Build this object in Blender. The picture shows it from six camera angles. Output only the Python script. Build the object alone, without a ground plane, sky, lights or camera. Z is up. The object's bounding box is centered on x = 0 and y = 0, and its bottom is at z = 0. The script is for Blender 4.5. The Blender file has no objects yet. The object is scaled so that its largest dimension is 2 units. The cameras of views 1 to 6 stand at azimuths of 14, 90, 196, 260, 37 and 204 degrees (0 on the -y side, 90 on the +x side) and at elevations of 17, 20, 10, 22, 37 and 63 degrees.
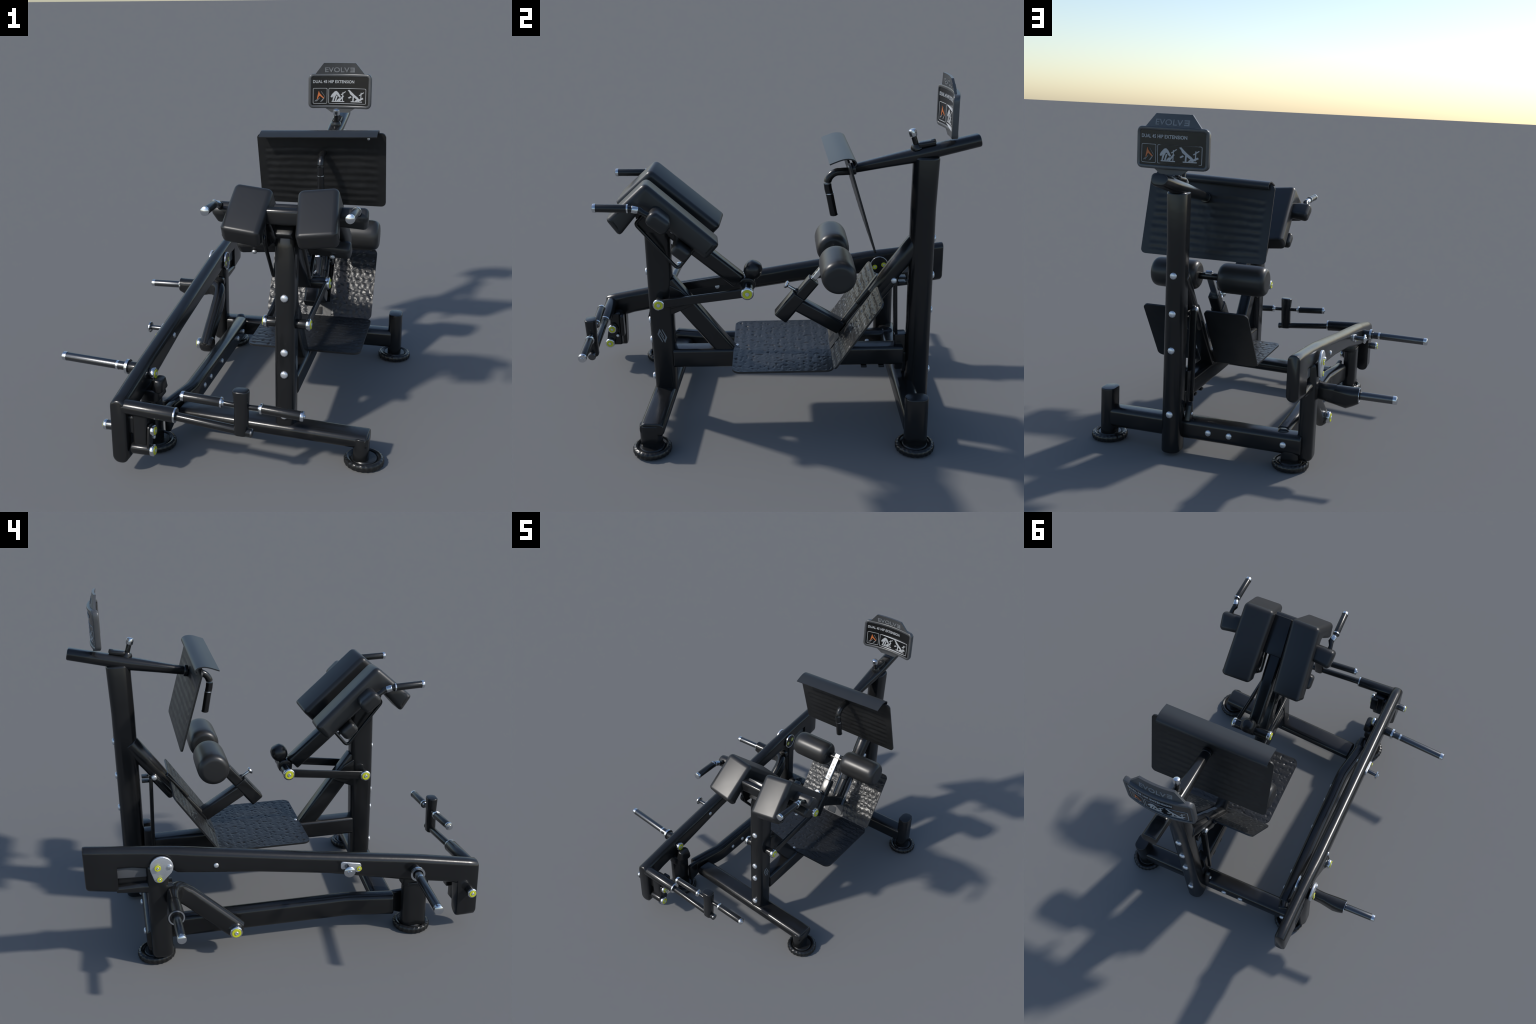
import bpy, bmesh, math, random
from mathutils import Vector as V, Matrix, noise

random.seed(7)
TAU = 2 * math.pi
X0 = 0.325                      # symmetry plane of the main frame

# ------------------------------------------------------------------ materials
def new_mat(name, base, rough, metal=0.0, spec=0.5, bump=None, var=0.0, coat=0.0, rough_var=0.0):
    m = bpy.data.materials.new(name)
    m.use_nodes = True
    nt = m.node_tree
    b = nt.nodes["Principled BSDF"]
    b.inputs["Base Color"].default_value = (*base, 1)
    b.inputs["Roughness"].default_value = rough
    b.inputs["Metallic"].default_value = metal
    b.inputs["Specular IOR Level"].default_value = spec
    b.inputs["Coat Weight"].default_value = coat
    tc = nt.nodes.new("ShaderNodeTexCoord")
    if var > 0:
        n = nt.nodes.new("ShaderNodeTexNoise")
        n.inputs["Scale"].default_value = 9
        n.inputs["Detail"].default_value = 6
        nt.links.new(tc.outputs["Object"], n.inputs["Vector"])
        r = nt.nodes.new("ShaderNodeValToRGB")
        r.color_ramp.elements[0].position = 0.3
        r.color_ramp.elements[1].position = 0.72
        r.color_ramp.elements[0].color = (*[c * (1 - var) for c in base], 1)
        r.color_ramp.elements[1].color = (*[min(1, c * (1 + var)) for c in base], 1)
        nt.links.new(n.outputs["Fac"], r.inputs["Fac"])
        nt.links.new(r.outputs["Color"], b.inputs["Base Color"])
    if rough_var > 0:
        n = nt.nodes.new("ShaderNodeTexNoise")
        n.inputs["Scale"].default_value = 14
        n.inputs["Detail"].default_value = 4
        nt.links.new(tc.outputs["Object"], n.inputs["Vector"])
        mr = nt.nodes.new("ShaderNodeMapRange")
        mr.inputs["To Min"].default_value = rough - rough_var
        mr.inputs["To Max"].default_value = rough + rough_var
        nt.links.new(n.outputs["Fac"], mr.inputs["Value"])
        nt.links.new(mr.outputs["Result"], b.inputs["Roughness"])
    if bump:
        sc, st, dist = bump
        n = nt.nodes.new("ShaderNodeTexNoise")
        n.inputs["Scale"].default_value = sc
        n.inputs["Detail"].default_value = 3
        nt.links.new(tc.outputs["Object"], n.inputs["Vector"])
        bp = nt.nodes.new("ShaderNodeBump")
        bp.inputs["Strength"].default_value = st
        bp.inputs["Distance"].default_value = dist
        nt.links.new(n.outputs["Fac"], bp.inputs["Height"])
        nt.links.new(bp.outputs["Normal"], b.inputs["Normal"])
    return m

PAINT = new_mat("black_powder_coat", (0.0105, 0.0108, 0.0113), 0.245, bump=(16, 0.10, 0.006), var=0.10, rough_var=0.03)
PLATE = new_mat("black_plate_rubber", (0.0165, 0.0172, 0.0182), 0.35, bump=(70, 0.15, 0.003), var=0.15, rough_var=0.05)  # base lightened so the plates carry some grey sky sheen in their colour
SHEET = new_mat("black_sheet", (0.0115, 0.0118, 0.012), 0.40, bump=(80, 0.2, 0.002), var=0.25, rough_var=0.06)
HOODM = new_mat("hood_black", (0.022, 0.024, 0.026), 0.38, var=0.05)
PAD = new_mat("upholstery_black", (0.0185, 0.0187, 0.0193), 0.38, bump=(260, 0.06, 0.001), var=0.06, rough_var=0.03)
FOAM = new_mat("roller_vinyl", (0.020, 0.0202, 0.0205), 0.36, var=0.06, rough_var=0.03)
RUBBER = new_mat("rubber_black", (0.010, 0.0102, 0.0105), 0.30, bump=(60, 0.2, 0.004), var=0.2)
GRIP = new_mat("grip_black", (0.012, 0.0122, 0.0125), 0.28, bump=(90, 0.15, 0.002))
CHROME = new_mat("chrome", (0.70, 0.72, 0.74), 0.22, metal=1.0, bump=(60, 0.12, 0.002))
ZINC = new_mat("zinc_bolt", (0.72, 0.74, 0.77), 0.34, metal=0.75, bump=(150, 0.25, 0.002))
STEEL = new_mat("steel_peg_toned_dark", (0.14, 0.143, 0.148), 0.30, metal=1.0, bump=(50, 0.1, 0.002))  # base darkened to a mean of the pegs' sunlit front and near-black unlit sides
YELLOW = new_mat("yellow_bearing", (0.62, 0.64, 0.03), 0.42, var=0.08)
SIGN = new_mat("sign_grey", (0.085, 0.088, 0.092), 0.33, metal=0.25, var=0.15)
PANEL = new_mat("panel_black", (0.009, 0.009, 0.009), 0.26)
WHITE = new_mat("print_white", (0.40, 0.41, 0.42), 0.45)
GREYP = new_mat("print_grey", (0.20, 0.21, 0.22), 0.45, var=0.3)
ORANGE = new_mat("print_orange", (0.50, 0.14, 0.04), 0.45, var=0.2)
MESHM = new_mat("grey_mesh", (0.09, 0.093, 0.10), 0.5)
LOGO = new_mat("decal_grey", (0.16, 0.17, 0.18), 0.45)

# ------------------------------------------------------------------ hierarchy
ROOT = bpy.data.objects.new("hip_extension_machine", None)
bpy.context.scene.collection.objects.link(ROOT)
ROOT["label"] = "black plate-loaded hip extension gym machine with padded carriage"
ROOT["category"] = "gym machine"

WORLD = {}
def attach(ob, parent, matrix):
    """parent ob so that its world matrix is 'matrix'"""
    if parent and parent.parent and parent.parent is not ROOT:
        parent = parent.parent                      # thing > part > sub-part, no deeper
    ob.parent = parent or ROOT
    ob.matrix_basis = (WORLD[parent.name].inverted() if parent else Matrix()) @ matrix
    WORLD[ob.name] = matrix.copy()

def place(name, mesh, parent, mats, matrix=None):
    for m in mats if isinstance(mats, (list, tuple)) else [mats]:
        mesh.materials.append(m)
    ob = bpy.data.objects.new(name, mesh)
    bpy.context.scene.collection.objects.link(ob)
    attach(ob, parent, matrix or Matrix())
    return ob

def finish(name, verts, faces, mat, parent=None, angle=38, weld=True):
    """world-space verts -> object with its origin at the centre of its box"""
    me = bpy.data.meshes.new(name)
    lo = V((min(v[i] for v in verts) for i in range(3)))
    hi = V((max(v[i] for v in verts) for i in range(3)))
    c = (lo + hi) / 2
    me.from_pydata([V(v) - c for v in verts], [], faces)
    bm = bmesh.new(); bm.from_mesh(me)
    if weld:
        bmesh.ops.remove_doubles(bm, verts=bm.verts, dist=1e-5)
    bmesh.ops.dissolve_degenerate(bm, edges=bm.edges, dist=1e-6)
    bmesh.ops.recalc_face_normals(bm, faces=bm.faces)
    bm.to_mesh(me); bm.free()
    me.polygons.foreach_set("use_smooth", [True] * len(me.polygons))
    me.set_sharp_from_angle(angle=math.radians(angle))
    return place(name, me, parent, mat, Matrix.Translation(c))

class Geo:
    """collects pieces that form one part"""
    def __init__(s): s.v = []; s.f = []
    def add(s, vf):
        o = len(s.v); s.v += list(vf[0]); s.f += [tuple(i + o for i in f) for f in vf[1]]
        return s
    def done(s, name, mat, parent=None, angle=38): return finish(name, s.v, s.f, mat, parent, angle)

# ------------------------------------------------------------------ shape tools
def rrect(w, h, r, seg=5):
    r = max(1e-4, min(r, w / 2 - 1e-4, h / 2 - 1e-4))
    out = []
    for cx, cy, a0 in ((w/2 - r, h/2 - r, 0), (-w/2 + r, h/2 - r, 90), (-w/2 + r, -h/2 + r, 180), (w/2 - r, -h/2 + r, 270)):
        for k in range(seg + 1):
            a = math.radians(a0 + 90 * k / seg)
            out.append((cx + r * math.cos(a), cy + r * math.sin(a)))
    return out

def loft(rings, cap=True):
    v, f, n = [], [], len(rings[0])
    for r in rings: v += r
    for i in range(len(rings) - 1):
        for j in range(n):
            a, b = i * n + j, i * n + (j + 1) % n
            f.append((a, b, b + n, a + n))
    if cap:
        f.append(tuple(range(n - 1, -1, -1)))
        f.append(tuple(range((len(rings) - 1) * n, len(rings) * n)))
    return v, f

def fillet(pts, rad, n=8):
    pts = [V(p) for p in pts]
    out = [pts[0]]
    for i in range(1, len(pts) - 1):
        p, a, b = pts[i], (pts[i-1] - pts[i]), (pts[i+1] - pts[i])
        la, lb = a.length, b.length
        a.normalize(); b.normalize()
        half = a.angle(b) / 2
        d = min(rad / math.tan(half), la * .49, lb * .49)
        p0, p1 = p + a * d, p + b * d
        for k in range(n + 1):
            t = k / n
            out.append(p0 * (1-t)**2 + p * 2*t*(1-t) + p1 * t*t)
    out.append(pts[-1])
    return out

def spline(pts, n=6):
    """smooth curve through the points (Catmull-Rom)"""
    P = [V(p) for p in pts]; P = [P[0] * 2 - P[1]] + P + [P[-1] * 2 - P[-2]]
    out = []
    for i in range(1, len(P) - 2):
        a, b, c, d = P[i-1:i+3]
        for k in range(n):
            t = k / n
            out.append(.5 * (2*b + (c - a)*t + (2*a - 5*b + 4*c - d)*t*t + (3*b - a - 3*c + d)*t**3))
    return out + [P[-2]]

def sweep(pts, w, h=None, r=None, up=(0, 0, 1), bevel=0.004, seg=5, sizes=None, closed=False):
    """rounded-rectangle section (w sideways, h along 'up') along a path, ends rounded"""
    h = w if h is None else h
    r = min(w, h) / 2 if r is None else r
    pts = [V(p) for p in pts]; up = V(up)
    n = len(pts)
    sizes = sizes or [(w, h)] * n
    rings = []
    def ring(p, t, w_, h_, r_, mit=1.0):
        s = t.cross(up).normalized(); u = s.cross(t).normalized()
        return [p + s * a + u * (b * mit) for a, b in rrect(w_, h_, r_, seg)]
    for i in range(n):
        if closed:
            t0 = (pts[i] - pts[i-1]).normalized(); t1 = (pts[(i+1) % n] - pts[i]).normalized()
        else:
            t1 = (pts[min(i+1, n-1)] - pts[min(i, n-2)]).normalized()
            t0 = (pts[max(i, 1)] - pts[max(i-1, 0)]).normalized()
        t = (t0 + t1).normalized()
        mit = 1 / max(.4, t.dot(t1))
        w_, h_ = sizes[i]; rr = r * min(w_ / w, h_ / h)
        if not closed and i in (0, n - 1) and bevel > 0:
            steps = 3
            rg = []
            for k in range(steps + 1):
                a = math.pi / 2 * k / steps
                ins, back = bevel * (1 - math.sin(a)), bevel * (1 - math.cos(a))
                d = back if i == 0 else -back
                # k=0: outermost, fully inset
                dd = bevel - math.sqrt(max(0, bevel**2 - (bevel - (bevel - ins))**2)) if False else 0
                rg.append((bevel * (1 - math.cos(a)), bevel * (1 - math.sin(a))))
            seq = [ring(p := pts[i] + t * (x if i == 0 else -x), t, w_ - 2*ins, h_ - 2*ins, max(rr - ins, 5e-4)) for x, ins in rg]
            rings += seq if i == 0 else seq[::-1]
        else:
            rings.append(ring(pts[i], t, w_, h_, rr, mit))
    if closed:
        rings.append(rings[0]); return loft(rings, False)
    return loft(rings)

def tube(pts, rad, seg=6, bevel=0.003, radii=None, up=(0, 0, 1)):
    d = V(pts[-1]) - V(pts[0])
    if abs(d.normalized().dot(V(up))) > .95: up = (0, 1, 0)
    sizes = [(2*q, 2*q) for q in radii] if radii else None
    return sweep(pts, 2*rad, 2*rad, rad, up=up, bevel=bevel, seg=seg, sizes=sizes)

def frame_of(axis):
    z = V(axis).normalized()
    x = z.orthogonal().normalized(); y = z.cross(x)
    return x, y, z

def lathe(origin, axis, profile, seg=32, wob=None):
    """profile: (radius, distance along axis)"""
    x, y, z = frame_of(axis); o = V(origin)
    rings = []
    for rad, d in profile:
        rr = max(rad, 1e-4)
        rings.append([o + z * d + (x * math.cos(TAU*k/seg) + y * math.sin(TAU*k/seg)) * (rr * (wob(k, rad) if wob else 1)) for k in range(seg)])
    return loft(rings)

def ring3d(origin, axis, r0, r1, t, seg=32):
    """flat ring (washer)"""
    x, y, z = frame_of(axis); o = V(origin)
    prof = [(r0, 0), (r1, 0), (r1, t), (r0, t)]
    rings = [[o + z * d + (x * math.cos(TAU*k/seg) + y * math.sin(TAU*k/seg)) * r for k in range(seg)] for r, d in prof]
    return loft(rings + [rings[0]], cap=False)

def rpoly(pts, rad, seg=5):
    """rounded 2-D polygon; rad is one number or one per corner"""
    n = len(pts); out = []
    for i in range(n):
        r = rad[i] if isinstance(rad, (list, tuple)) else rad
        p = V((*pts[i], 0)); a = V((*pts[i-1], 0)) - p; b = V((*pts[(i+1) % n], 0)) - p
        if r <= 0: out.append((p.x, p.y)); continue
        la, lb = a.length, b.length; a.normalize(); b.normalize()
        d = min(r / math.tan(a.angle(b) / 2), la * .49, lb * .49)
        p0, p1 = p + a * d, p + b * d
        for k in range(seg + 1):
            t = k / seg; q = p0*(1-t)**2 + p*2*t*(1-t) + p1*t*t
            out.append((q.x, q.y))
    return out

def extrude2d(outlines, thick, bevel, mat4, res=3):
    """filled, bevelled 2-D shape with holes, mapped by mat4 (u, v, depth) -> world"""
    cu = bpy.data.curves.new("tmp", "CURVE")
    cu.dimensions = "2D"; cu.fill_mode = "BOTH"
    cu.extrude = max(0, thick / 2 - bevel); cu.bevel_depth = bevel; cu.bevel_resolution = res; cu.offset = -bevel
    for o in outlines:
        sp = cu.splines.new("POLY"); sp.points.add(len(o) - 1); sp.use_cyclic_u = True
        for q, (a, b) in zip(sp.points, o): q.co = (a, b, 0, 1)
    return curve_mesh(cu, mat4)

def curve_mesh(cu, mat4):
    ob = bpy.data.objects.new("tmp", cu)
    bpy.context.scene.collection.objects.link(ob)
    dg = bpy.context.evaluated_depsgraph_get(); dg.update()
    me = bpy.data.meshes.new_from_object(ob.evaluated_get(dg))
    v = [mat4 @ q.co for q in me.vertices]; f = [tuple(p.vertices) for p in me.polygons]
    bpy.data.objects.remove(ob); bpy.data.curves.remove(cu); bpy.data.meshes.remove(me)
    return v, f

def basis(u, v, n, o=(0, 0, 0)):
    return Matrix(((u[0], v[0], n[0], o[0]), (u[1], v[1], n[1], o[1]), (u[2], v[2], n[2], o[2]), (0, 0, 0, 1)))
YZ = lambda x: basis((0, 1, 0), (0, 0, 1), (1, 0, 0), (x, 0, 0))      # (u,v)=(y,z), depth along x

def relief_plate(corner, ux, uy, W, H, thick, rad, relief, nu, nv, both=False, bend=None):
    """sheet with rounded corners; relief(u,v) lifts the face along ux x uy"""
    o, ux, uy = V(corner), V(ux).normalized(), V(uy).normalized()
    n = ux.cross(uy)
    def warp(u, v):
        cx = min(max(u, rad), W - rad); cy = min(max(v, rad), H - rad)
        dx, dy = u - cx, v - cy
        if dx and dy:
            m = max(abs(dx), abs(dy)); l = math.hypot(dx, dy)
            dx, dy = dx * m / l, dy * m / l
        return cx + dx, cy + dy
    def edge(u, v):
        d = min(u, v, W - u, H - v) / .012
        return max(0, min(1, d))
    us = [W * i / nu for i in range(nu + 1)]; vs = [H * j / nv for j in range(nv + 1)]
    top, bot = [], []
    for v in vs:
        for u in us:
            a, b = warp(u, v); h = relief(a, b) * edge(u, v)
            top.append(o + ux*a + uy*b + n*(thick/2 + h))
            bot.append(o + ux*a + uy*b + n*(-thick/2 + (h if both else 0)))
    N = nu + 1; T = len(top); f = []
    for j in range(nv):
        for i in range(nu):
            a = j*N + i
            f.append((a, a+1, a+1+N, a+N)); f.append((T+a+N, T+a+1+N, T+a+1, T+a))
    rim = [i for i in range(nu)] + [j*N + nu for j in range(nv)] + [nv*N + i for i in range(nu, 0, -1)] + [j*N for j in range(nv, 0, -1)]
    for k in range(len(rim)):
        a, b = rim[k], rim[(k+1) % len(rim)]
        f.append((a, T+a, T+b, b))
    vv = top + bot
    if bend: vv = [bend(p) for p in vv]
    return vv, f

# ------------------------------------------------------------------ repeated hardware
def proto(vf):
    me = bpy.data.meshes.new("proto"); me.from_pydata([V(p) for p in vf[0]], [], vf[1])
    bm = bmesh.new(); bm.from_mesh(me); bmesh.ops.recalc_face_normals(bm, faces=bm.faces); bm.to_mesh(me); bm.free()
    me.polygons.foreach_set("use_smooth", [True] * len(me.polygons)); me.set_sharp_from_angle(angle=math.radians(40))
    return me
BOLT = proto(lathe((0,0,0), (0,0,1), [(.0001,-.006),(.0178,-.006),(.0182,-.002),(.0182,.003),(.0165,.007),(.011,.0100),(.0001,.0110)], 10))
BOLT.name = "bolt"; BOLT.materials.append(ZINC)
CAPB = proto(lathe((0,0,0), (0,0,1), [(.0001,-.012),(.029,-.012),(.0305,-.009),(.0305,.004),(.0285,.007),(.024,.0085),(.0001,.0088)], 36))
CAPB.name = "pivot_cap"; CAPB.materials.append(CHROME)
CAPR = proto((lambda a: a)(lathe((0,0,0), (0,0,1), [(.0115,.006),(.0225,.006),(.0225,.0100),(.0212,.0112),(.0128,.0112),(.0115,.0100)], 36)))
CAPR.name = "bearing_ring"; CAPR.materials.append(YELLOW)
CAPN = proto(lathe((0,0,0), (0,0,1), [(.0001,.006),(.0095,.006),(.0095,.0125),(.008,.014),(.0042,.014),(.0038,.0115),(.0001,.0112)], 18))
CAPN.name = "cap_screw"; CAPN.materials.append(ZINC)
def aim(p, axis, s=1.0, spin=0):
    x, y, z = frame_of(axis)
    return basis(x*s, y*s, z*s, p) @ Matrix.Rotation(spin, 4, 'Z')
def inst(name, mesh, mtx, parent=None):
    ob = bpy.data.objects.new(name, mesh); bpy.context.scene.collection.objects.link(ob)
    attach(ob, parent, mtx)
    return ob
def bolt(p, axis, s=1.0, parent=None): return inst("bolt", BOLT, aim(p, axis, s, random.uniform(0, 1)), parent)
def pivot(p, axis, s=1.0, parent=None):
    m = aim(p, axis, s)
    c = inst("pivot_cap", CAPB, m)
    inst("bearing_ring", CAPR, m, c); inst("cap_screw", CAPN, m, c)
    return c

# ================================================================== BASE FRAME
finish("base_bar", *sweep([(-.348, .670, .126), (.705, .670, .126)], .104, .108, .028, bevel=.008), PAINT)
finish("base_bar", *sweep([(.722, -.600, .125), (-.215, -.534, .129)], .122, .070, .030, bevel=.008), PAINT)

def foot(x, y):
    g = lathe((x, y, 0), (0, 0, 1), [(.0001,0),(.084,0),(.091,.004),(.0935,.012),(.0935,.024),(.089,.032),(.080,.036),(.072,.033),(.068,.026),(.064,.024),(.062,.030),(.058,.034),(.0001,.034)], 96,
              wob=lambda k, r: 1 + (.016 if (k % 4) < 2 else -.014) if r > .082 else 1)
    return finish("rubber_foot", *g, RUBBER)
for fx, fy in ((.722, .672), (.703, -.605), (-.290, .676), (-.304, -.668)): foot(fx, fy)

finish("corner_post", *sweep([(.722, .674, .028), (.722, .674, .282)], .078, .112, .036, up=(0, 1, 0), bevel=.005), PAINT)
finish("corner_post", *sweep([(.690, -.608, .028), (.690, -.608, .146)], .074, .108, .034, up=(0, 1, 0), bevel=.004), PAINT)
finish("corner_post", *sweep([(-.322, -.670, .028), (-.322, -.670, .285)], .082, .132, .038, up=(0, 1, 0), bevel=.006), PAINT)
finish("corner_post", *sweep([(-.290, .678, .028), (-.290, .678, .10)], .096, .084, .03, up=(0, 1, 0), bevel=.004), PAINT)

# bumper block on the post under the lever
g = Geo()
g.add(sweep([(-.312, -.670, .262), (-.310, -.670, .318)], .094, .140, .03, up=(0, 1, 0), bevel=.008, sizes=[(.096, .142), (.084, .120)]))
g.add(sweep([(-.280, -.674, .30), (-.276, -.672, .362)], .060, .100, .024, up=(0, 1, 0), bevel=.012, sizes=[(.060, .108), (.048, .080)]))
g.done("rubber_bumper", RUBBER)

# side beam, bent outward to the front post
finish("side_beam", *sweep(fillet([(-.234, .640, .129), (-.232, -.34, .129), (-.278, -.575, .133)], .30), .077, .122, .030, bevel=.010), PAINT)
g = Geo()
g.add(extrude2d([rpoly([(-.64, .055), (-.53, .09), (-.50, .185), (-.64, .195)], .012)], .03, .008, YZ(-.258)))
g.done("gusset_plate", PAINT)
finish("gusset_plate", *sweep([(-.230, .635, .150), (-.250, .690, .160)], .07, .07, .03, bevel=.012), PAINT)
for y in (.54, .422, .084, -.128, -.238): bolt((-.194, y, .131), (1, 0, 0), .75)

# lever pivot post (outside the base bar)
finish("pivot_post", *sweep([(-.360, .648, .042), (-.360, .648, .560)], .080, .106, .032, up=(0, 1, 0), bevel=.022), PAINT)

# mast
finish("mast", *sweep([(.331, .736, .012), (.332, .736, 1.10), (.333, .742, 1.36)], .100, .124, .043, up=(0, 1, 0), bevel=.012, sizes=[(.100, .122), (.100, .122), (.106, .126)]), PAINT)
for z in (.943, .749, .560, .223): bolt((.328, .796, z), (0, 1, 0))
for x in (.143, .030, -.257): bolt((x, .722, .126), (0, 1, 0), .92)

# front column with narrowed neck
finish("support_column", *sweep([(.322, -.566, .120), (.322, -.566, .60), (.322, -.563, 1.03), (.322, -.560, 1.07), (.322, -.556, 1.115)], .094, .124, .030, up=(0, 1, 0), bevel=.006,
       sizes=[(.092, .112), (.094, .124), (.094, .126), (.086, .112), (.074, .09)]), PAINT)
for z in (.797, .531, .421, .211): bolt((.324, -.627, z), (0, -1, 0), 1.0)

# centre beam and its braces
finish("centre_beam", *sweep([(X0, -.52, .326), (X0, .66, .318)], .092, .104, .018, bevel=.006), PAINT)
finish("brace", *sweep([(X0, -.532, .743), (X0, -.232, .343)], .072, .092, .016, bevel=.004), PAINT)
finish("brace", *sweep([(X0, .715, .931), (X0, .600, .778), (X0, .505, .651)], .090, .090, .040, bevel=.006, sizes=[(.094, .094), (.088, .088), (.078, .080)]), PAINT)
finish("brace_sleeve", *sweep([(.311, .52, .700), (.311, .335, .452)], .046, .052, .018, bevel=.006), PAINT)
finish("brace_sleeve", *sweep([(.311, .535, .742), (.311, .425, .596)], .050, .030, .014, bevel=.008), PAINT)
finish("brace_sleeve", *sweep([(.311, .50, .640), (.311, .30, .372)], .070, .040, .008, bevel=.004), PAINT)
finish("brace_sleeve", *sweep([(.320, .612, .752), (.320, .505, .612)], .090, .050, .022, bevel=.014), PAINT)
g = Geo()
g.add(extrude2d([rpoly([(-.52, .60), (-.40, .632), (-.46, .705), (-.52, .74)], .010)], .086, .008, YZ(.322)))
g.add(extrude2d([rpoly([(-.53, .560), (-.505, .575), (-.395, .622), (-.42, .66), (-.53, .66)], .008)], .082, .008, YZ(.322)))
g.done("gusset_plate", PAINT)

# rear linkage rod with its guide box
g = Geo()
g.add(sweep([(.283, .618, .735), (.283, .634, .25)], .038, .020, .005, up=(0, 1, 0), bevel=.003))
g.done("guide_rod", PAINT)
g = Geo()
g.add(sweep([(.305, .652, .225), (.305, .648, .425)], .060, .060, .008, up=(0, 1, 0), bevel=.004))
g.add(sweep([(.312, .684, .215), (.312, .684, .325)], .060, .050, .008, up=(0, 1, 0), bevel=.004))
g.done("guide_box", PAINT)
g = Geo()
g.add(sweep([(.315, .628, .735), (.315, .666, .735)], .04, .012, .004, bevel=.002))
g.add(sweep([(.315, .628, .708), (.315, .666, .708)], .04, .012, .004, bevel=.002))
g.add(extrude2d([rpoly([(.665, .17), (.725, .17), (.70, .25), (.682, .27)], .006)], .03, .003, YZ(.262)))
g.done("bracket", PAINT)
for sx in (-1, 1): bolt((.320 + sx * .045, .600, .736), (sx, 0, 0), .85)
bolt((.246, .692, .205), (-1, 0, 0), .5)

# logo decal on the column side: two interlocking hooks
M = YZ(.3705)
hook = [(-.50, 1.0), (-1.0, .30), (-1.0, .20), (-.06, -.93), (.04, -.80), (-.64, .12), (-.64, .22), (-.42, .58), (.32, -.30), (.42, -.20)]
g = Geo()
for sgn in (1, -1):
    g.add(extrude2d([[(-.568 + sgn * a * .0235, .461 + sgn * b * .040) for a, b in hook]], .0016, 0, M))
g.done("logo_decal", LOGO)

# ================================================================== TOP BAR, SIGN, BACK PLATE
top_bar = finish("top_bar", *sweep([(X0, .392, 1.302), (X0, .55, 1.334), (.328, .70, 1.364), (.330, .80, 1.388), (.332, .992, 1.432)], .084, .062, .029, bevel=.008, seg=7,
       sizes=[(.048, .042), (.066, .054), (.088, .068), (.088, .064), (.086, .060)]), PAINT)
g = Geo()
g.add(sweep([(.333, .700, 1.412), (.335, .780, 1.426)], .050, .026, .010, bevel=.008))
g.add(sweep([(.333, .755, 1.425), (.335, .782, 1.432)], .030, .022, .008, bevel=.006))
g.add(lathe((.335, .694, 1.395), (.02, -.30, .95), [(.030, 0), (.028, .012), (.020, .024), (.0001, .026)], 20))
g.done("clamp", PAINT, top_bar)
stem = finish("lock_pin", *tube([(.336, .692, 1.405), (.339, .674, 1.462)], .013), PAINT)
finish("pin_knob", *lathe((.339, .676, 1.456), (.03, -.28, .95), [(.0001, 0), (.0165, 0), (.0195, .004), (.0195, .022), (.0165, .032), (.010, .036), (.0001, .0365)], 20), CHROME, stem)

# sign, curved toward the user
SX, SZ = .332, 1.572
def bendy(p):
    d = (p[0] - SX) / .18
    return V((p[0], p[1] - .028 * d * d, p[2]))
def lean(p):
    return V((p[0], p[1] - .020 * max(0, (p[2] - 1.655) / .075), p[2]))
def flat(u, v): return 0
YF = .842                                       # front face at the middle
sign = finish("sign_board", *relief_plate((.155, YF + .014, 1.484), (1, 0, 0), (0, 0, 1), .354, .180, .022, .012, flat, 24, 4, bend=bendy), PANEL)
path = [(SX + a, YF + .015, SZ + b) for a, b in rrect(.352, .182, .018, 4)]
dense = []
for i in range(len(path)):
    a, b = V(path[i]), V(path[(i+1) % len(path)])
    k = max(1, int((b - a).length / .02))
    dense += [a.lerp(b, t / k) for t in range(k)]
dense = [bendy(p) for p in dense]
finish("sign_frame", *sweep(dense, .030, .018, .006, up=(0, 1, 0), closed=True, seg=3) if False else sweep(dense, .018, .030, .006, up=(0, 1, 0), closed=True, seg=3), SIGN, sign)
def trapezoid(x0, x1, z0, x2, x3, z1, y, t, n=16, m=6):
    top, bot = [], []
    for j in range(m + 1):
        q = j / m
        for i in range(n + 1):
            s = i / n
            x = (x0 + (x1 - x0) * s) * (1 - q) + (x2 + (x3 - x2) * s) * q
            z = z0 + (z1 - z0) * q
            top.append(lean(bendy((x, y, z)))); bot.append(lean(bendy((x, y + t, z))))
    N, T, f = n + 1, (n + 1) * (m + 1), []
    for j in range(m):
        for i in range(n):
            a = j * N + i; f += [(a, a+1, a+1+N, a+N), (T+a+N, T+a+1+N, T+a+1, T+a)]
    rim = list(range(n)) + [j*N + n for j in range(m)] + [m*N + i for i in range(n, 0, -1)] + [j*N for j in range(m, 0, -1)]
    f += [(rim[k], T + rim[k], T + rim[(k+1) % len(rim)], rim[(k+1) % len(rim)]) for k in range(len(rim))]
    return top + bot, f
finish("sign_crest", *trapezoid(.182, .482, 1.664, .238, .424, 1.735, YF + .006, .012), SIGN, sign)
finish("sign_crest", *trapezoid(.236, .430, 1.480, .282, .384, 1.447, YF + .006, .012), SIGN, sign)

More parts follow.
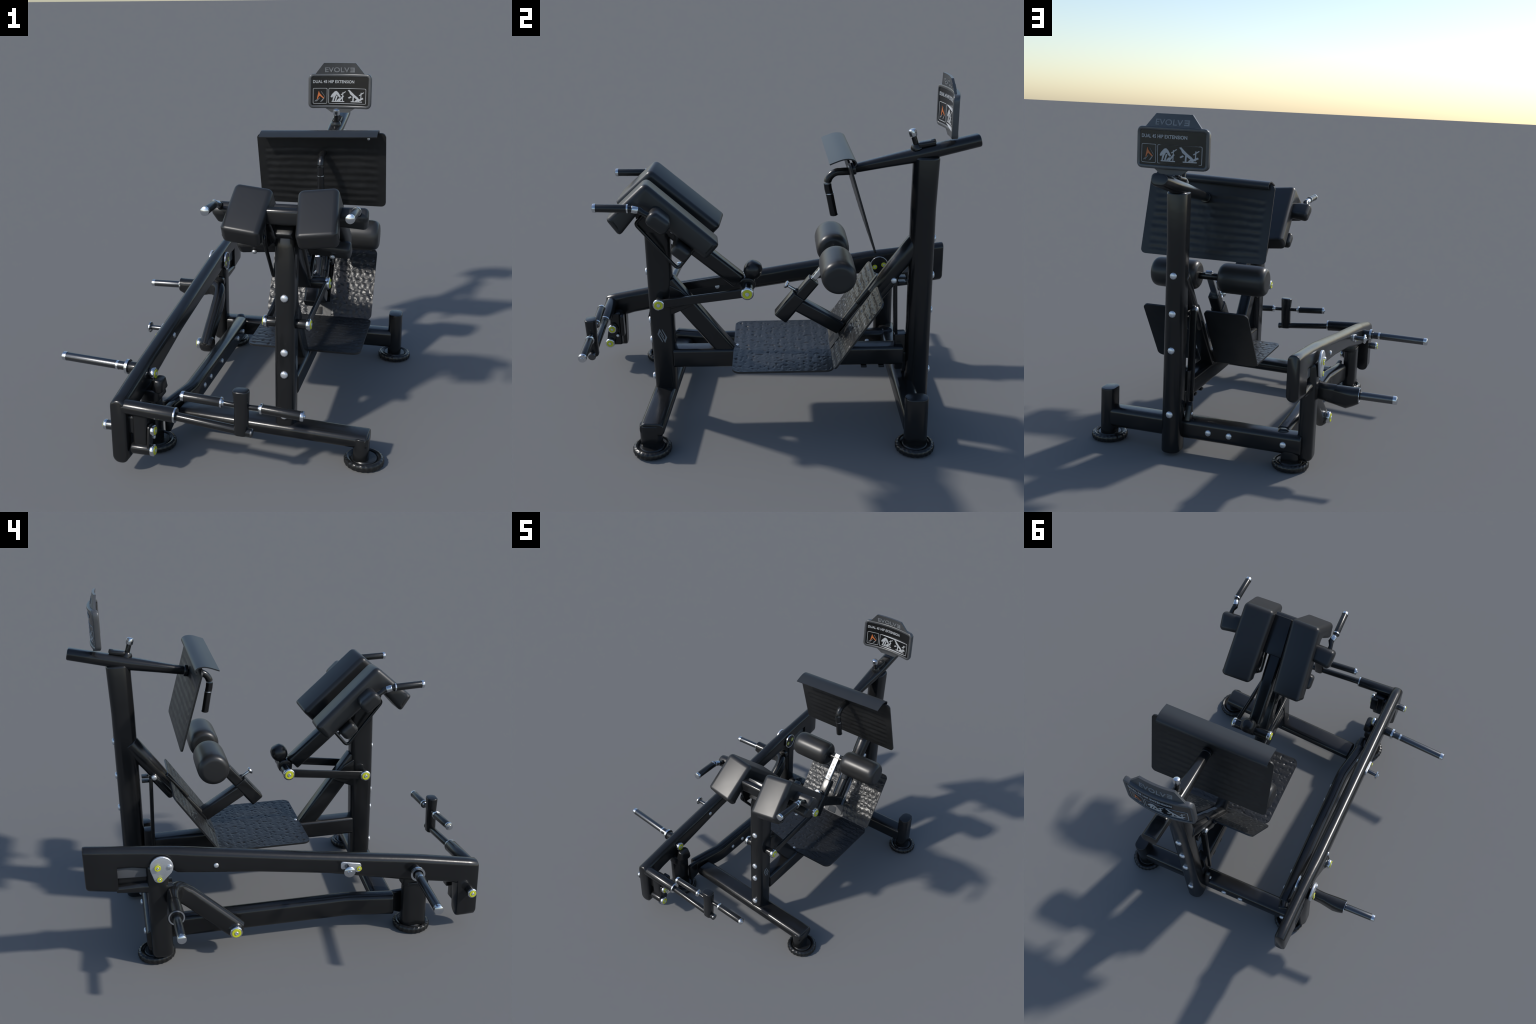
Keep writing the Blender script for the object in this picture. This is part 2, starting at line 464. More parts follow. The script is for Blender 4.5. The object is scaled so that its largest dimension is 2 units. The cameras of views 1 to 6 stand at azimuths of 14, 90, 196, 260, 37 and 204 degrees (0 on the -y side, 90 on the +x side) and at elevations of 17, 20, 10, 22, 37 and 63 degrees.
def text(name, s, x, z, size, wide, face, mat, bold=0.0, depth=.0012, squeeze=None):
    cu = bpy.data.curves.new("t", "FONT"); cu.body = s; cu.size = size; cu.extrude = depth; cu.offset = bold
    cu.align_x = "LEFT"; cu.align_y = "CENTER"; cu.space_character = 1.05
    m = Matrix.Identity(4)
    v, f = curve_mesh(cu, m)
    x0, x1 = min(p.x for p in v), max(p.x for p in v)
    zc = (min(p.y for p in v) + max(p.y for p in v)) / 2
    k = wide / (x1 - x0)
    out = []
    for p in v:
        a = (p.x - x0) * k
        if face > 0: q = (x + a, YF + .003 - p.z - .0015, z + p.y - zc)           # front, seen from -y
        else:        q = (x - a, YF + .0255 + p.z + .0015, z + p.y - zc)          # back, seen from +y
        out.append(q)
    return out, f
def printed(vf, off=0): return ([bendy((p[0], p[1] + off, p[2])) for p in vf[0]], vf[1])
def strokes(polys, face, x_left, z_bot, sx, sz, depth=.0010):
    """small filled shapes drawn on the panel; coordinates 0..1 in a box"""
    g = Geo()
    for poly in polys:
        if face > 0: m = basis((1, 0, 0), (0, 0, 1), (0, -1, 0), (0, YF + .0018, 0))
        else: m = basis((-1, 0, 0), (0, 0, 1), (0, 1, 0), (0, YF + .0262, 0))
        pts = [((x_left + a * sx) if face > 0 else -(x_left - a * sx), z_bot + b * sz) for a, b in poly]
        g.add(extrude2d([pts], depth, 0, m))
    return printed((g.v, g.f))
def line(a, b, w):
    (x0, y0), (x1, y1) = a, b; L = math.hypot(x1-x0, y1-y0) or 1; nx, ny = -(y1-y0)/L*w/2, (x1-x0)/L*w/2
    return [(x0+nx, y0+ny), (x0-nx, y0-ny), (x1-nx, y1-ny), (x1+nx, y1+ny)]
def box_outline(face, x, z, w, h, t=.0022):
    def fine(pts, step=.008):
        out = []
        for i in range(len(pts)):
            a, b = pts[i], pts[(i+1) % len(pts)]; k = max(1, int(math.dist(a, b) / step))
            out += [(a[0] + (b[0]-a[0])*q/k, a[1] + (b[1]-a[1])*q/k) for q in range(k)]
        return out
    ring = [fine(rpoly([(0, 0), (w, 0), (w, h), (0, h)], .008)), fine(rpoly([(t, t), (w-t, t), (w-t, h-t), (t, h-t)], .006))]
    if face > 0: m = basis((1, 0, 0), (0, 0, 1), (0, -1, 0), (x, YF + .0018, z))
    else: m = basis((-1, 0, 0), (0, 0, 1), (0, 1, 0), (x, YF + .0262, z))
    return printed(extrude2d(ring, .001, 0, m))
# an exerciser bent over / upright on a machine, in simple shapes
bent = [[(.02, .42), (.10, .62), (.28, .86), (.40, .90), (.52, .78), (.62, .58), (.70, .40), (.60, .36), (.46, .58), (.40, .62), (.30, .40), (.22, .10), (.14, .10), (.20, .50), (.12, .36)],
        line((.10, .06), (.92, .06), .07), line((.34, .10), (.44, .52), .09), line((.58, .10), (.86, .52), .10), line((.70, .60), (1.0, .86), .06), line((.80, .10), (.82, .80), .05), line((.46, .10), (.62, .30), .10)]
upright = [[(.0, .98), (.10, 1.02), (.24, .84), (.42, .62), (.62, .42), (.78, .20), (.70, .14), (.50, .32), (.30, .52), (.16, .66), (.10, .84)],
           line((.20, .06), (.90, .06), .07), line((.06, .34), (.22, .46), .10), line((.34, .10), (.36, .52), .08), line((.62, .12), (.96, .36), .12), line((.72, .56), (1.0, .82), .06), line((.82, .16), (.84, .80), .05), line((.50, .10), (.66, .26), .10)]
leg = [[(.36, .90), (.46, .70), (.70, .46), (.84, .36), (.80, .28), (.62, .40), (.44, .52), (.34, .40), (.26, .22), (.20, .26), (.28, .60)]]
shin = [line((.22, .20), (.02, .06), .05), line((.44, .34), (.16, .06), .04), line((.80, .30), (.52, .02), .04), (line((.88, .36), (.62, .04), .04)), line((.58, .86), (.92, .42), .03)]
for face in (1, -1):
    xl = lambda x: x if face > 0 else 2 * SX - x           # mirror so that the writing reads from both sides
    finish("sign_writing", *printed(text("title", "DUAL 45 HIP EXTENSION", xl(.174), 1.6265, .0235, .240, face, WHITE, bold=.0004)), WHITE, sign)
    dy = .0035 if face > 0 else -.0085
    vf = printed(text("crest", "EVOLV", xl(.243), 1.6945, .0385, .142, face, GREYP, bold=.0008), dy)
    finish("sign_writing", [lean(p) for p in vf[0]], vf[1], GREYP, sign)
    e = [[(1, 0), (1, 1), (0, 1), (0, .78), (.74, .78), (.74, .61), (.06, .61), (.06, .39), (.74, .39), (.74, .22), (0, .22), (0, 0)]]
    vf = strokes(e, face, xl(.390), 1.681, .026, .0275)
    finish("sign_writing", [lean(V((p[0], p[1] + dy, p[2]))) for p in vf[0]], vf[1], GREYP, sign)
    finish("panel_border", *box_outline(face, xl(.174), 1.499, .082, .090), WHITE, sign)
    finish("panel_border", *box_outline(face, xl(.264), 1.499, .222, .090), WHITE, sign)
    finish("pictogram", *strokes(leg, face, xl(.184), 1.508, .064, .072), ORANGE, sign)
    finish("pictogram", *strokes(shin, face, xl(.184), 1.508, .064, .072), GREYP, sign)
    finish("pictogram", *strokes(bent, face, xl(.274), 1.508, .090, .072), WHITE, sign)
    finish("pictogram", *strokes(upright, face, xl(.376), 1.508, .096, .072), WHITE, sign)

# back plate: thin ribbed sheet hanging from the bar, with a curved hood on top
PW, PH = .704, .443
pu = V((0, .471 - .347, .983 - 1.408)).normalized()      # downward direction of the sheet
def ribs(u, v):
    u += noise.noise(V((u * 9, v * 9, 4))) * .006; v += noise.noise(V((u * 7, v * 7, 9))) * .006
    m = max(0, min(1, (u - .035) / .02, (PW - .035 - u) / .02, (v - .07) / .02, (PH - .015 - v) / .02))
    mid = max(0, min(1, (abs(u - .352) - .012) / .014))
    n_ = noise.noise(V((u * 20, v * 24, 1.3))) * .0012 + noise.noise(V((u * 48, v * 48, 6.3))) * .0006
    return (.0012 * math.cos(TAU * v / .043) + .0001 * math.cos(TAU * u / .024)) * m * (.45 + .55 * mid) + n_ * m
back_plate = finish("back_plate", *relief_plate((-.046, .347, 1.408), (1, 0, 0), pu, PW, PH, .009, .026, ribs, 140, 110, both=True, bend=lambda p: V((p[0], p[1], p[2] - .020 * max(0, (p[2] - .98) / .42) * (.66 - p[0]) / .70))), SHEET, angle=60)
prof = [(y, z - .012) for y, z in [(.262, 1.391), (.285, 1.400), (.310, 1.409), (.332, 1.4140), (.350, 1.4140), (.366, 1.4105), (.377, 1.402), (.380, 1.391), (.372, 1.380)]]
prof = spline([(0, y, z) for y, z in prof], 5)
sec = []
for i, p in enumerate(prof):
    t = (prof[min(i+1, len(prof)-1)] - prof[max(i-1, 0)]).normalized(); n_ = V((0, -t.z, t.y))
    sec.append((p, n_))
ring = lambda x: [V((x, (p + n_ * .003).y, (p + n_ * .003).z)) for p, n_ in sec] + [V((x, (p - n_ * .003).y, (p - n_ * .003).z)) for p, n_ in sec[::-1]]
finish("plate_hood", *loft([[q + V((0, 0, dz * (q.x + .018) / .637)) for q in ring(x)] for x, dz in ((-.018, .0), (.30, .018), (.619, .018))]), HOODM, back_plate)
g = Geo()
g.add(tube([(X0, .385, 1.300), (X0, .405, 1.304)], .030))
g.add(tube([(X0, .345, 1.290), (X0, .395, 1.300)], .012))
g.done("plate_mount", PAINT, back_plate)
for x, z in ((.05, 1.375), (.565, 1.375)): bolt((x, .352, z), (0, -1, -.2), .45, back_plate)
hp = [(.322, .385, 1.289), (.322, .345, 1.288)] + [(.322, .330 - .058 * math.sin(a), 1.230 + .058 * math.cos(a)) for a in [math.pi / 2 * k / 10 for k in range(1, 11)]] + [(.322, .275, 1.205), (.322, .284, 1.170), (.322, .303, 1.072)]
grab = finish("grab_handle", *tube(hp, .0185, seg=7), PAINT, back_plate)
finish("grip_ring", *lathe((.322, .2820, 1.183), (0, .11, -.99), [(.0192, 0), (.0198, .001), (.0198, .004), (.0192, .005)], 24), CHROME, grab)
finish("grip_cap", *lathe((.322, .3036, 1.076), (0, .11, -.99), [(.0001, 0), (.0195, 0), (.0195, .004), (.016, .007), (.0001, .007)], 24), GRIP, grab)

# ================================================================== FOOT PLATES
def tread(seed, band, lump):
    """mostly flat rubber with faint bands, small pits and lumps"""
    def fn(u, v):
        a = u + noise.noise(V((u * 14, v * 14, seed))) * .008
        b = v + noise.noise(V((u * 14, v * 14, seed + 3))) * .008
        n1 = noise.noise(V((a * 48, b * 75, seed + 5)))
        n2 = noise.noise(V((a * 95, b * 95, seed + 8)))
        pits = -max(0, n1 - .15) * .0058 - max(0, n2 - .25) * .003
        rows = math.cos(TAU * b / .038); cols = math.cos(TAU * (a / .033 + .5 * (math.floor(b / .038 + .5) % 2)))
        return band * math.cos(TAU * b / .042) + pits + lump * (rows * .8 + cols * (.5 + .5 * rows)) + .0005 * n2
    return fn
finish("foot_plate", *relief_plate((.034, -.208, .374), (1, 0, 0), (0, 1, 0), .586, .496, .010, .042, tread(2.0, .0006, .00018), 170, 150), PLATE, angle=60)
tv = V((0, .519 - .288, .716 - .374)).normalized()
TL = V((0, .519 - .288, .716 - .374)).length
for xa, xb, sd in ((.022, .268, 8.0), (.378, .616, 12.0)):
    finish("heel_plate", *relief_plate((xa, .288, .374), (1, 0, 0), tv, xb - xa, TL, .009, .028, tread(sd, .0005, .0009), 80, 130), PLATE, angle=60)
finish("plate_web", *relief_plate((.255, .284, .374), (1, 0, 0), tv, .135, .085, .007, .002, flat, 8, 6), PLATE)
bolt((X0, -.19, .378), (0, 0, 1), .5)
g = Geo()
for y in (.46, .55): g.add(sweep([(.28, y, .262), (.37, y, .262)], .03, .012, .004, bevel=.002))
g.done("beam_pad", RUBBER)

# ================================================================== ANKLE ROLLERS
arm = finish("roller_bracket", *sweep([(X0, .338, .474), (X0, .118, .610)], .072, .072, .014, bevel=.004), PAINT)
dirs = V((0, .63, .777))
b0 = V((X0, .033, .535))
finish("adjust_tube", *sweep([b0, b0 + dirs * .155], .076, .076, .014, up=(0, 1, 0), bevel=.005), PAINT, arm)
up1 = V((X0, .098, .640))
finish("adjust_tube", *sweep([V((X0, .120, .630)), V((X0, .206, .736))], .062, .060, .012, up=(0, 1, 0), bevel=.005), PAINT, arm)
slider = finish("slide_bar", *sweep([V((.318, .185, .715)), V((.318, .322, .884))], .040, .026, .004, up=(0, 1, 0), bevel=.003), CHROME, arm)
for k in range(4):
    c = V((.318, .185, .715)).lerp(V((.318, .322, .884)), .22 + .13 * k) + V((0, -.777, .63)) * .0132
    finish("pin_hole", *lathe(c, (0, -.777, .63), [(.0001, -.002), (.0085, -.002), (.0085, .0010), (.0001, .0010)], 16), RUBBER, slider)
pin = finish("pull_pin", *tube([(X0, .130, .668), (.323, .070, .707)], .0085), CHROME, arm)
finish("pin_knob", *lathe((.323, .072, .706), (0, -.84, .54), [(.0001, -.004), (.012, -.004), (.0195, .003), (.0205, .008), (.017, .013), (.0001, .0145)], 20), CHROME, pin)
g = Geo()
g.add(lathe((X0, .128, .668), (0, -.84, .54), [(.016, -.01), (.016, .012), (.012, .022), (.0001, .022)], 14))
g.add(sweep([(X0 - .022, .135, .675), (X0 + .022, .135, .675)], .02, .02, .006, bevel=.004))
g.done("pin_housing", PAINT, arm)
AX = (.308, .858)
finish("roller_axle", *tube([(.20, *AX), (.42, *AX)], .0195, seg=7), PAINT)
for xa, xb in ((-.018, .258), (.372, .648)):
    c, s = (xa, *AX), (1, 0, 0); L = xb - xa
    finish("ankle_roller", *lathe(c, s, [(.0001, .002), (.030, .002), (.050, .003), (.058, .0035), (.065, .0065), (.072, .012), (.077, .019), (.0808, .029), (.0828, .044), (.0835, .08), (.0835, L - .08), (.0828, L - .044), (.0808, L - .029), (.077, L - .019), (.072, L - .012), (.065, L - .0065), (.058, L - .0035), (.050, L - .003), (.030, L - .002), (.0001, L - .002)], 48), FOAM)

# ================================================================== CARRIAGE WITH THIGH PADS
sd = V((0, -.752, .659))                        # up the slope
nrm = V((0, .659, .752))
car0 = V((X0 - .006, -.178, .745))
carriage = finish("carriage_bar", *sweep([car0 - sd * .01, car0 + sd * .58], .076, .080, .018, up=nrm, bevel=.006, sizes=[(.074, .080), (.088, .080)]), PAINT)
g = Geo()
pl = V((.331, -.470, 1.082))
g.add(sweep([pl - sd * .02, pl + sd * .215], .116, .030, .008, up=nrm, bevel=.004, sizes=[(.124, .030), (.110, .030)]))
g.done("carriage_plate", PAINT, carriage)
finish("cross_tube", *sweep([(.222, -.634, 1.183), (.420, -.634, 1.183)], .064, .078, .020, bevel=.006), PAINT, carriage)
g = Geo()
g.add(extrude2d([rpoly([(-.63, 1.03), (-.50, 1.02), (-.40, .93), (-.37, .96), (-.62, 1.17), (-.66, 1.14)], .02)], .012, .003, YZ(.402)))
g.add(extrude2d([rpoly([(-.63, 1.03), (-.50, 1.02), (-.40, .93), (-.37, .96), (-.62, 1.17), (-.66, 1.14)], .02)], .012, .003, YZ(.242)))
g.done("pivot_bracket", PAINT, carriage)
for x in (.409, .235): bolt((x, -.475, 1.035), (1 if x > X0 else -1, 0, 0), .8, carriage)

pad_prof = [(-.582, 1.306), (-.249, 1.005), (-.318, .932), (-.603, 1.182), (-.712, 1.056), (-.771, 1.138)]
pad_out = rpoly(pad_prof, [.034, .02, .02, .02, .02, .02], 8)
def thigh_pad(xc, side):
    v, f = extrude2d([pad_out], .182, .027, YZ(xc), res=5)
    piv = V((xc, -.50, 1.19)); R = Matrix.Rotation(math.radians(-7.5 * side), 3, V((0, .752, -.659)))
    def sh(p):
        q = R @ (V(p) - piv) + piv
        q.x -= side * .046 * max(0, -.26 - q.y)        # pads close in toward the front
        return q
    return finish("thigh_pad", [sh(p) for p in v], f, PAD, carriage, angle=45)
thigh_pad(.484, 1); thigh_pad(.158, -1)

for side in (1, -1):
    X = lambda d: X0 + side * d
    # elbow rests: rounded blocks outboard of the pads
    finish("elbow_rest", *sweep([(X(.20), -.518, 1.162), (X(.30), -.512, 1.158), (X(.354), -.508, 1.155)], .118, .074, .030, up=nrm, bevel=.020, seg=7,
           sizes=[(.100, .066), (.108, .072), (.112, .074)]), PAD, carriage)
    finish("lower_rest", *sweep([(X(.065), -.424, .996), (X(.235), -.424, .984), (X(.270), -.425, .981)], .090, .066, .022, up=nrm, bevel=.020, seg=6), PAD, carriage)
    bolt((X(.185), -.448, .953), (0, -.66, -.75), .7, carriage)
    # hand grips
    hb = [(X(.316), -.545, 1.182), (X(.314), -.572, 1.198), (X(.306), -.592, 1.208), (X(.316), -.630, 1.219), (X(.316), -.66, 1.2215)]
    stem = finish("grip_stem", *tube(hb, .0135, radii=[.014, .012, .0165, .0150, .0135]), CHROME if False else PAINT, carriage)
    finish("grip_collar", *tube([(X(.308), -.600, 1.211), (X(.316), -.628, 1.2185)], .0168, radii=[.0168, .0165]), CHROME, stem)
    finish("hand_grip", *tube([(X(.317), -.645, 1.2215), (X(.312), -.792, 1.2258)], .0185, seg=7), GRIP, carriage)
    finish("grip_ring", *lathe((X(.317), -.645, 1.2215), (0, 1, 0), [(.0001, -.002), (.0205, -.002), (.0205, .005), (.0001, .005)], 24), CHROME, stem)
    finish("grip_cap", *lathe((X(.312), -.786, 1.2257), (0, -1, .02), [(.0001, 0), (.0200, 0), (.0205, .006), (.0195, .014), (.012, .018), (.0001, .0185)], 24), CHROME, stem)
    # bent wire loop below the pads
    lx = .324 + side * .087
    loop = fillet([(lx, -.595, 1.135), (lx, -.656, 1.075), (lx, -.462, .838), (lx, -.375, .945)], .022, 5)
    finish("wire_loop", *tube(loop, .0085, seg=4, up=(1, 0, 0)), PAINT, carriage)
    # link bars
    finish("link_bar", *sweep([(X(.095), -.567, .657), (X(.107), -.127, .714)], .014, .044, .004, bevel=.002), PAINT)
    pivot((X(.119) - .003, -.127, .713), (side, 0, 0), 1.05)
    pivot((X(.104) - .001, -.567, .657), (side, 0, 0), .95)
    finish("pivot_sleeve", *tube([(X(.04), -.567, .657), (X(.100), -.567, .657)], .0235), PAINT)
finish("yoke_tube", *tube([(X0 - .110, -.127, .713), (X0 + .112, -.127, .713)], .030, seg=8), PAINT, carriage)
finish("yoke_block", *sweep([(X0 - .03, -.128, .725), (X0 + .032, -.128, .725)], .078, .074, .03, bevel=.008), PAINT, carriage)
stop = finish("stop_stem", *tube([(.330, -.122, .745), (.331, -.106, .785)], .017), PAINT, carriage)
finish("stop_ball", *lathe((.331, -.118, .755), (0, .42, .907), [(.0001, 0), (.024, .002), (.042, .020), (.0475, .038), (.0475, .052), (.043, .070), (.030, .086), (.022, .090), (.0001, .091)], 28, wob=lambda k, r: 1 + .035 * math.cos(4 * TAU * k / 28)), RUBBER, stop)

# ================================================================== WEIGHT LEVER
def poly_at(pts, y):
    for (a, za), (b, zb) in zip(pts, pts[1:]):
        if a <= y <= b: return za + (zb - za) * (y - a) / (b - a)
    return pts[0][1] if y < pts[0][0] else pts[-1][1]
L_TOP = [(-.990, .384), (-.643, .447), (-.054, .534), (.30, .590), (.556, .630), (.990, .677)]
L_LOW = [(-.876, .268), (-.58, .321), (-.20, .403), (.16, .456), (.60, .503), (.70, .541), (.836, .556)]
def lever_ring(y, z0, z1, dw=0, dy0=0):
    """section in the xz plane; the top corners fully rounded, the bottom ones less"""
    tail = max(0, min(1, (y - .45) / .25))
    w, h = .076 - .012 * tail - dw, z1 - z0
    r = min(.034, h * .45, w * .47)
    return [V((-.360 + .003 * tail + a, y, (z0 + z1) / 2 + b)) for a, b in rrect(w, h, r, 7)]
rings = []
for y, ins in ((-.990, .010), (-.987, .004), (-.980, 0)):
    rings.append(lever_ring(y, .070 + ins * 2.0, poly_at(L_TOP, y) - ins, 2 * ins))
rings.append(lever_ring(-.930, .068, poly_at(L_TOP, -.930)))
for y, ins in ((-.892, 0), (-.886, .003), (-.8835, .010)):
    rings.append(lever_ring(y, .068 + ins, poly_at(L_TOP, y), 0))
rings.append(lever_ring(-.8765, .262, poly_at(L_TOP, -.8765)))
for k in range(1, 30):
    y = -.8765 + (.600 + .8765) * k / 30
    rings.append(lever_ring(y, poly_at(L_LOW, y), poly_at(L_TOP, y)))
for y in (.605, .66, .703): rings.append(lever_ring(y, .535, poly_at(L_TOP, y)))
for y in (.77, .835): rings.append(lever_ring(y, .549, poly_at(L_TOP, y)))
for y in (.8362, .90, .975): rings.append(lever_ring(y, .404 + (y - .70) * .155, poly_at(L_TOP, y)))
for y, ins in ((.984, .002), (.988, .008)): rings.append(lever_ring(y, .450 + ins * 1.5, poly_at(L_TOP, y) - ins, 2 * ins))
g = Geo().add(loft(rings))
g.add(loft([lever_ring(y, .404 + (y - .70) * .155, zt) for y, zt in ((.58, .462), (.66, .464), (.72, .468), (.78, .463), (.845, .460))]))
lever = g.done("weight_lever", PAINT, angle=42)
finish("web_plate", *sweep([(-.356, .69, .519), (-.356, .845, .526)], .030, .052, .002, bevel=.001), MESHM, lever)
finish("web_plate", *sweep([(-.352, .69, .478), (-.352, .845, .484)], .020, .040, .002, bevel=.001), PAINT, lever)
# bearing cheek plates
def hull2(c0, r0, c1, r1, n=20):
    """outline of two circles and their outer tangents (teardrop)"""
    pts = [(c0[0] + r0 * math.cos(TAU*k/n), c0[1] + r0 * math.sin(TAU*k/n)) for k in range(n)] + [(c1[0] + r1 * math.cos(TAU*k/n), c1[1] + r1 * math.sin(TAU*k/n)) for k in range(n)]
    pts = sorted(pts); hull = []
    for seq in (pts, pts[::-1]):
        part = []
        for p in seq:
            while len(part) > 1 and (part[-1][0]-part[-2][0])*(p[1]-part[-2][1]) - (part[-1][1]-part[-2][1])*(p[0]-part[-2][0]) <= 0: part.pop()
            part.append(p)
        hull += part[:-1]
    return hull
tear = hull2((.628, .556), .056, (.641, .503), .028)
finish("cheek_plate", *extrude2d([tear], .014, .004, YZ(-.4095)), ZINC, lever)
disc = [( .616 + .052 * math.cos(TAU*k/32), .556 + .055 * math.sin(TAU*k/32)) for k in range(32)]
ck = finish("cheek_plate", *extrude2d([disc], .012, .003, YZ(-.3165)), PAINT, lever)
finish("cheek_ring", *extrude2d([disc, [(.616 + .047 * math.cos(TAU*k/32), .556 + .050 * math.sin(TAU*k/32)) for k in range(32)]], .012, .001, YZ(-.3145)), CHROME, ck)
def ring_at(p, axis, s, par=None):
    m = aim(p, axis, s); inst("bearing_ring", CAPR, m, par); inst("cap_screw", CAPN, m, par)
for p, s in (((-.420, .647, .559), .68), ((-.420, .641, .497), .55)): ring_at(p, (-1, 0, 0), s, lever)
for p, s in (((-.316, .591, .547), .62), ((-.316, .642, .560), .62)): ring_at(p, (1, 0, 0), s, lever)
bolt((-.4165, .590, .557), (-1, 0, 0), .7, lever)
bolt((-.397, .367, .528), (-1, 0, 0), .7, lever)
bolt((-.323, -.328, .440), (1, 0, 0), .75, lever)
pivot((-.302, -.674, .382), (1, 0, 0), .95, lever)
finish("pivot_sleeve", *tube([(-.335, -.674, .382), (-.308, -.674, .382)], .027), PAINT, lever)
# latch plate and pull knob
lat = finish("latch_plate", *extrude2d([rpoly([(-.250, .475), (-.355, .455), (-.352, .412), (-.332, .408), (-.300, .438), (-.250, .432)], .014)], .010, .002, YZ(-.402)), ZINC, lever)
ring_at((-.410, -.342, .432), (-1, 0, 0), .55, lat)
pk = finish("pull_pin", *tube([(-.400, -.282, .452), (-.468, -.276, .451)], .0125), STEEL, lat)
finish("pin_knob", *lathe((-.464, -.2765, .451), (-1, .08, 0), [(.0001, 0), (.020, 0), (.0275, .003), (.0280, .008), (.024, .012), (.012, .014), (.010, .017), (.0001, .0175)], 24), CHROME, pk)

# weight peg on the lever
finish("peg_socket", *tube([(-.375, -.640, .386), (-.448, -.636, .386)], .028, seg=7), PAINT, lever)
peg = finish("weight_peg", *tube([(-.44, -.635, .386), (-.800, -.6015, .393)], .0215, seg=8), STEEL, lever)
finish("peg_collar", *ring3d((-.444, -.6350, .386), (-1, .09, .015), .0265, .0365, .014), CHROME, peg)
finish("peg_collar", *ring3d((-.500, -.6298, .387), (-1, .09, .015), .0200, .0225, .012), CHROME, peg)
finish("peg_cap", *lathe((-.790, -.6025, .393), (-1, .09, .015), [(.0001, 0), (.0225, 0), (.0230, .010), (.0220, .020), (.017, .024), (.0001, .0245)], 24), CHROME, peg)

# lower weight arm with the second peg
prof = spline([(-.348, .256, .117), (-.345, .320, .177), (-.338, .420, .268), (-.334, .500, .340), (-.345, .550, .380), (-.382, .577, .390), (-.430, .585, .387), (-.500, .586, .386)], 5)
n_ = len(prof)
warm = finish("weight_arm", *sweep(prof, .066, .100, .031, bevel=.032, seg=6, sizes=[(.062, .102) if k < n_ * .45 else (.066, .098) if k < n_ * .75 else (.060, .092) for k in range(n_)]), PAINT)
finish("arm_boss", *lathe((-.306, .281, .140), (-1, 0, 0), [(.0001, 0), (.036, 0), (.044, .010), (.046, .030), (.046, .052), (.042, .068), (.030, .078), (.0001, .080)], 32), PAINT, warm)
pivot((-.394, .281, .140), (-1, 0, 0), 1.05)
rings = []
for x, y, z, w, h in ((-.430, .585, .384, .054, .090), (-.450, .585, .382, .056, .094), (-.48, .586, .380, .062, .100), (-.54, .587, .374, .076, .112), (-.575, .587, .382, .080, .096), (-.604, .586, .391, .078, .082)):
    rings.append([V((x, y + a, z + b)) for a, b in rrect(w, h, min(w, h) * .46, 6)])
finish("peg_socket", *loft(rings), PAINT, warm)
peg = finish("weight_peg", *tube([(-.595, .584, .391), (-.785, .580, .390)], .0205, seg=8), STEEL, warm)
finish("peg_cap", *lathe((-.772, .580, .390), (-1, -.02, 0), [(.0001, 0), (.0215, 0), (.0220, .010), (.021, .018), (.016, .022), (.0001, .0225)], 24), CHROME, peg)
finish("peg_collar", *ring3d((-.598, .585, .391), (-1, 0, 0), .032, .0385, .008), CHROME, peg)

# side pin at the front of the lever
finish("storage_pin", *tube([(-.385, -.940, .234), (-.445, -.938, .233)], .0225, seg=7), STEEL, lever)
pivot((-.443, -.938, .233), (-1, 0, 0), .80, lever)

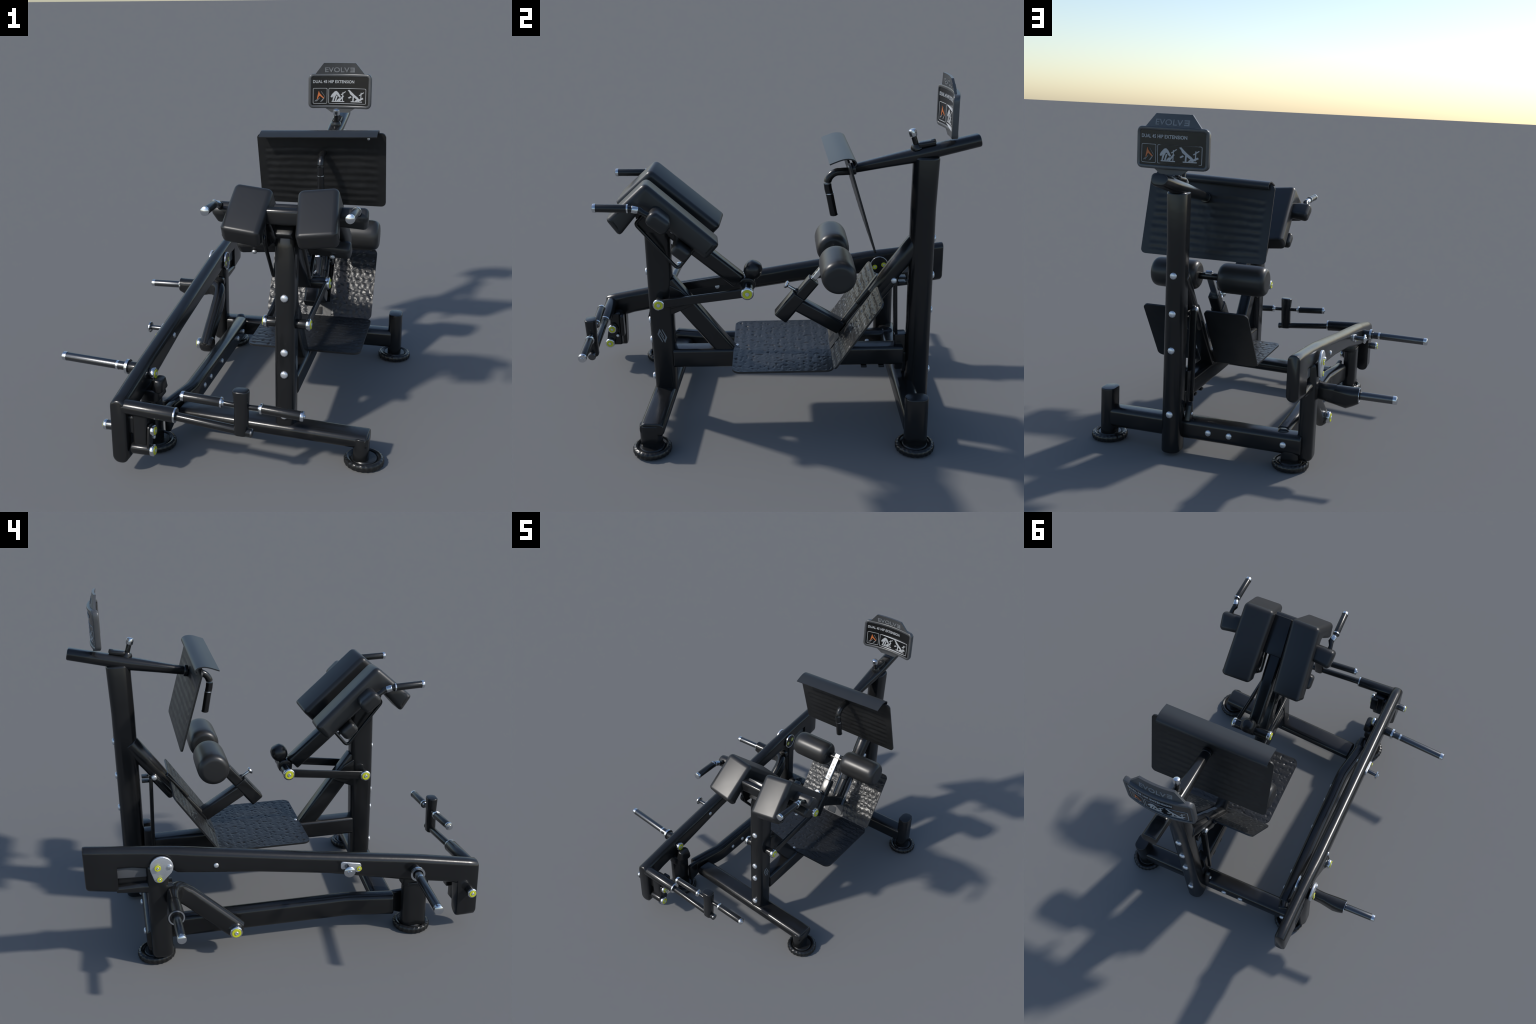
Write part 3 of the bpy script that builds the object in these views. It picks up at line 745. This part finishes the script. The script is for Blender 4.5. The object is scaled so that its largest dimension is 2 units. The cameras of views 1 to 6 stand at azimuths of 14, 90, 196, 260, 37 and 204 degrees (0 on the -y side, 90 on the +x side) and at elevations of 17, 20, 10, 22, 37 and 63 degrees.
# front hanger: handle bar tube and bearing block
fall = -.064
hz = lambda x: .345 + fall * (x + .322)
hang = finish("handle_tube", *tube([(-.345, -.958, hz(-.345)), (-.098, -.959, hz(-.098))], .034, seg=8, bevel=.005), PAINT)
finish("tube_ring", *lathe((-.100, -.959, hz(-.1)), (1, 0, fall), [(.0001, 0), (.0345, 0), (.0352, .003), (.034, .008), (.0001, .008)], 32), CHROME, hang)
finish("handle_tube", *tube([(-.095, -.959, hz(-.095) - .004), (.255, -.965, .290)], .0195, seg=8, bevel=.004), PAINT)
tw = finish("handle_post", *sweep([(.206, -.963, .278), (.211, -.963, .405), (.209, -.963, .490)], .070, .056, .024, up=(0, 1, 0), bevel=.006, sizes=[(.062, .052), (.064, .052), (.074, .058)]), PAINT)
finish("tube_ring", *lathe((.250, -.965, .2903), (1, 0, -.1), [(.0001, 0), (.0205, 0), (.0205, .006), (.018, .009), (.0001, .0095)], 24), STEEL, tw)
for side, xa, xb, za, zb in ((-1, .115, -.058, .418, .430), (1, .300, .478, .408, .396)):
    finish("grip_stem", *tube([(.209, -.960, .412), (xa, -.957, za)], .0115), PAINT, tw)
    gr = finish("hand_grip", *tube([(xa, -.957, za), (xb, -.960, zb)], .0205, seg=8), GRIP, tw)
    d = V((xb - xa, -.003, zb - za)).normalized()
    finish("grip_ring", *lathe(V((xa, -.957, za)) - d * .004, d, [(.0001, -.012), (.012, -.012), (.0145, -.004), (.0235, -.003), (.0240, .005), (.021, .007), (.0001, .007)], 24), CHROME, tw)
    finish("grip_cap", *lathe(V((xb, -.960, zb)) - d * .008, d, [(.0001, 0), (.0222, 0), (.0225, .008), (.0205, .014), (.009, .016), (.008, .020), (.0001, .0205)], 24), CHROME, tw)
g = Geo()
g.add(sweep([(-.268, -.930, .118), (-.268, -.930, .318)], .070, .072, .014, up=(0, 1, 0), bevel=.006))
g.add(sweep([(-.312, -.958, .143), (-.214, -.959, .143)], .050, .052, .024, bevel=.008))
g.add(sweep([(-.330, -.925, .255), (-.29, -.925, .255)], .070, .100, .02, bevel=.004))
g.done("hanger_block", PAINT)
g = Geo()
g.add(extrude2d([rpoly([(-.985, .128), (-.950, .118), (-.905, .225), (-.925, .262), (-.962, .258)], .016)], .012, .003, YZ(-.226)))
g.add(sweep([(-.24, -.895, .245), (-.24, -.875, .245)], .05, .13, .01, bevel=.004))
g.done("bearing_plate", PAINT)
pivot((-.208, -.942, .232), (1, 0, 0), .82)
pivot((-.206, -.961, .143), (1, 0, 0), .88)
bolt((-.218, -.915, .185), (1, 0, 0), .5)
